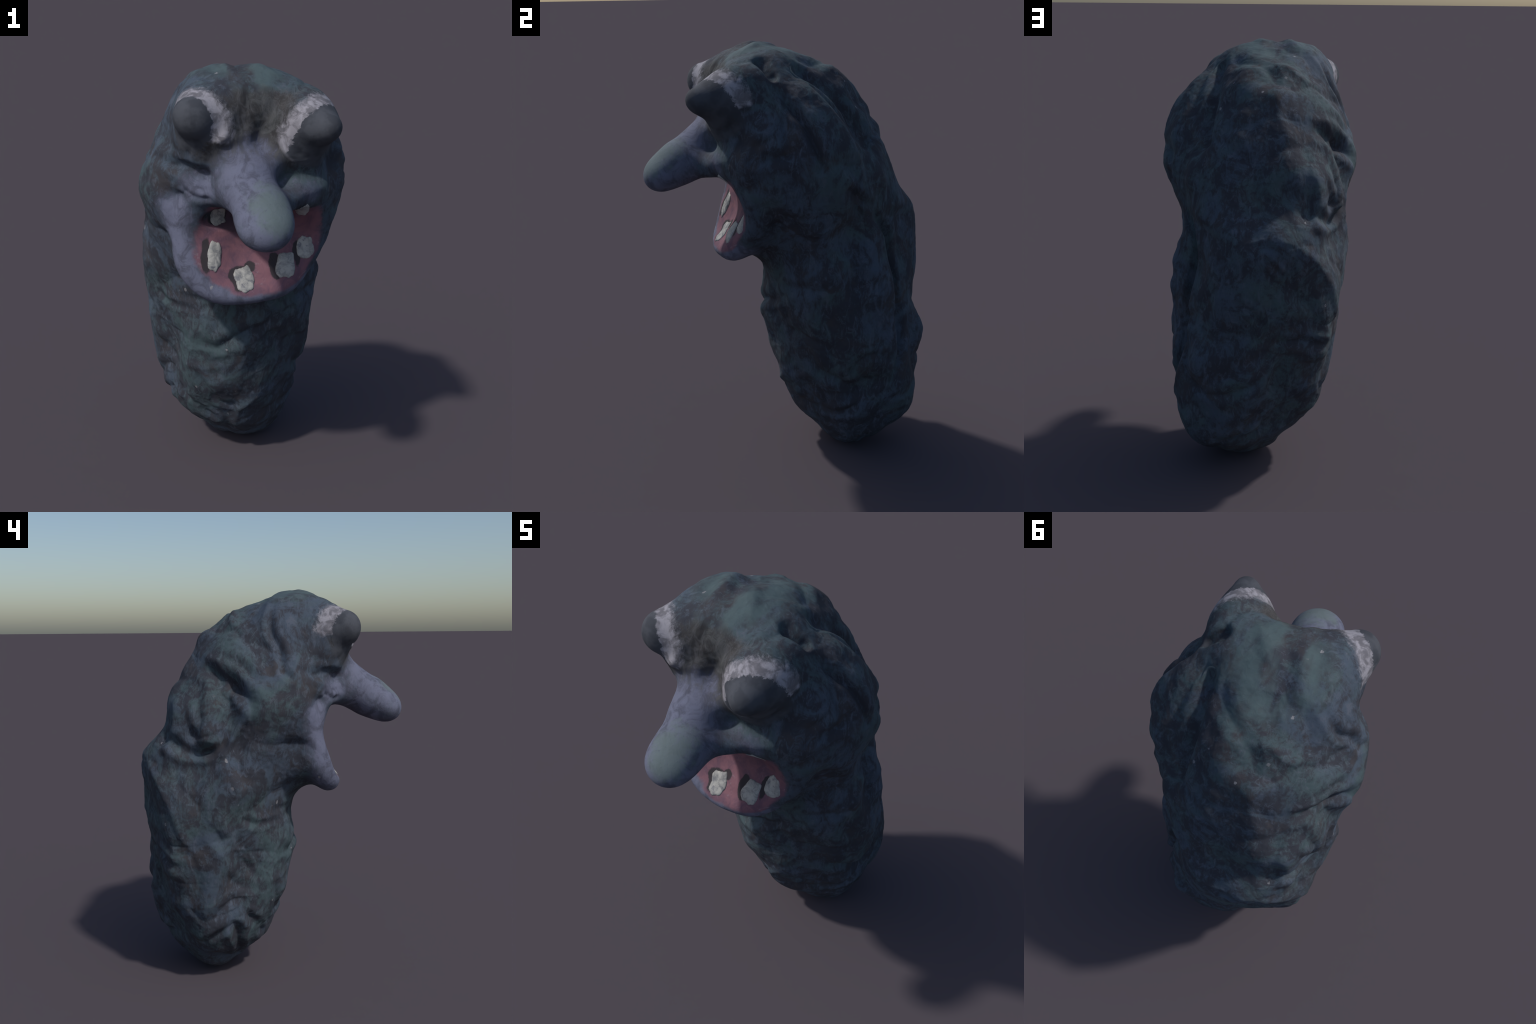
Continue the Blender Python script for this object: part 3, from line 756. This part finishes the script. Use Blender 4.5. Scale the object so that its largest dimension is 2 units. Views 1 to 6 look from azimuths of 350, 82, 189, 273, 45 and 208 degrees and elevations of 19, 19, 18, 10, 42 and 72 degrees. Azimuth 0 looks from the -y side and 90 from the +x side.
# ---- teeth: small domed pads of thick paint and clay pressed on the gums
from mathutils.bvhtree import BVHTree
close = np.where((np.abs(centre[:, 0]) < 0.4) & (centre[:, 1] < -0.05) & (centre[:, 2] > 0.95) & (centre[:, 2] < 1.55) & (region != NOSE))[0]
idx, loc = np.unique(faces[close], return_inverse=True)
tree = BVHTree.FromPolygons([Vector(c) for c in co[idx]], loc.reshape(-1, 4).tolist())
enamel = tooth_enamel()
for k, (c, out, w, h, tilt) in enumerate(TEETH):
    out = Vector(out).normalized()
    side = Vector((0, 0, 1)).cross(out).normalized()
    up = out.cross(side)
    rot = math.radians(tilt)
    side, up = side * math.cos(rot) + up * math.sin(rot), up * math.cos(rot) - side * math.sin(rot)
    rings, spokes = 9, 44
    ang = np.arange(spokes) * 2 * math.pi / spokes
    rags = 1 + 0.20 * fbm(np.stack([np.cos(ang) * 1.3, np.sin(ang) * 1.3, ang * 0 + k * 5.3], 1), 80, 4)
    lumps = 0.0016 * fbm(np.random.default_rng(k).random((1, 3)) * 9 + np.stack([np.outer(np.arange(rings + 2) / 3, np.cos(ang)).ravel(), np.outer(np.arange(rings + 2) / 3, np.sin(ang)).ravel(), np.zeros((rings + 2) * spokes)], 1), 90, 2)
    vs = []
    for i in range(rings + 2):
        rad = min(i / rings, 1.0)
        for j in range(spokes):
            a = 2 * math.pi * j / spokes
            rag = rags[j]
            sq = (abs(math.cos(a)) ** 2.8 + abs(math.sin(a)) ** 2.8) ** (-1 / 2.8)
            p = Vector(c) + side * (w * rad * rag * sq * math.cos(a)) + up * (h * rad * rag * sq * math.sin(a))
            hit, hn, _, _ = tree.ray_cast(p + out * 0.06, -out, 0.25)
            p = hit if hit is not None else p
            lump = lumps[i * spokes + j]
            t = (0.0065 + lump) * (1 - rad ** 4) + 0.0015 if i <= rings else -0.006
            vs.append(p + out * t)
    fs = [(i * spokes + j, i * spokes + (j + 1) % spokes, (i + 1) * spokes + (j + 1) % spokes, (i + 1) * spokes + j) for i in range(rings + 1) for j in range(spokes)]
    me = bpy.data.meshes.new("tooth")
    me.from_pydata(vs, [], fs)
    me.update()
    for p in me.polygons:
        p.use_smooth = True
    me.materials.append(enamel)
    ob = bpy.data.objects.new("tooth", me)
    bpy.context.scene.collection.objects.link(ob)
    ob.parent = made[MOUTH]
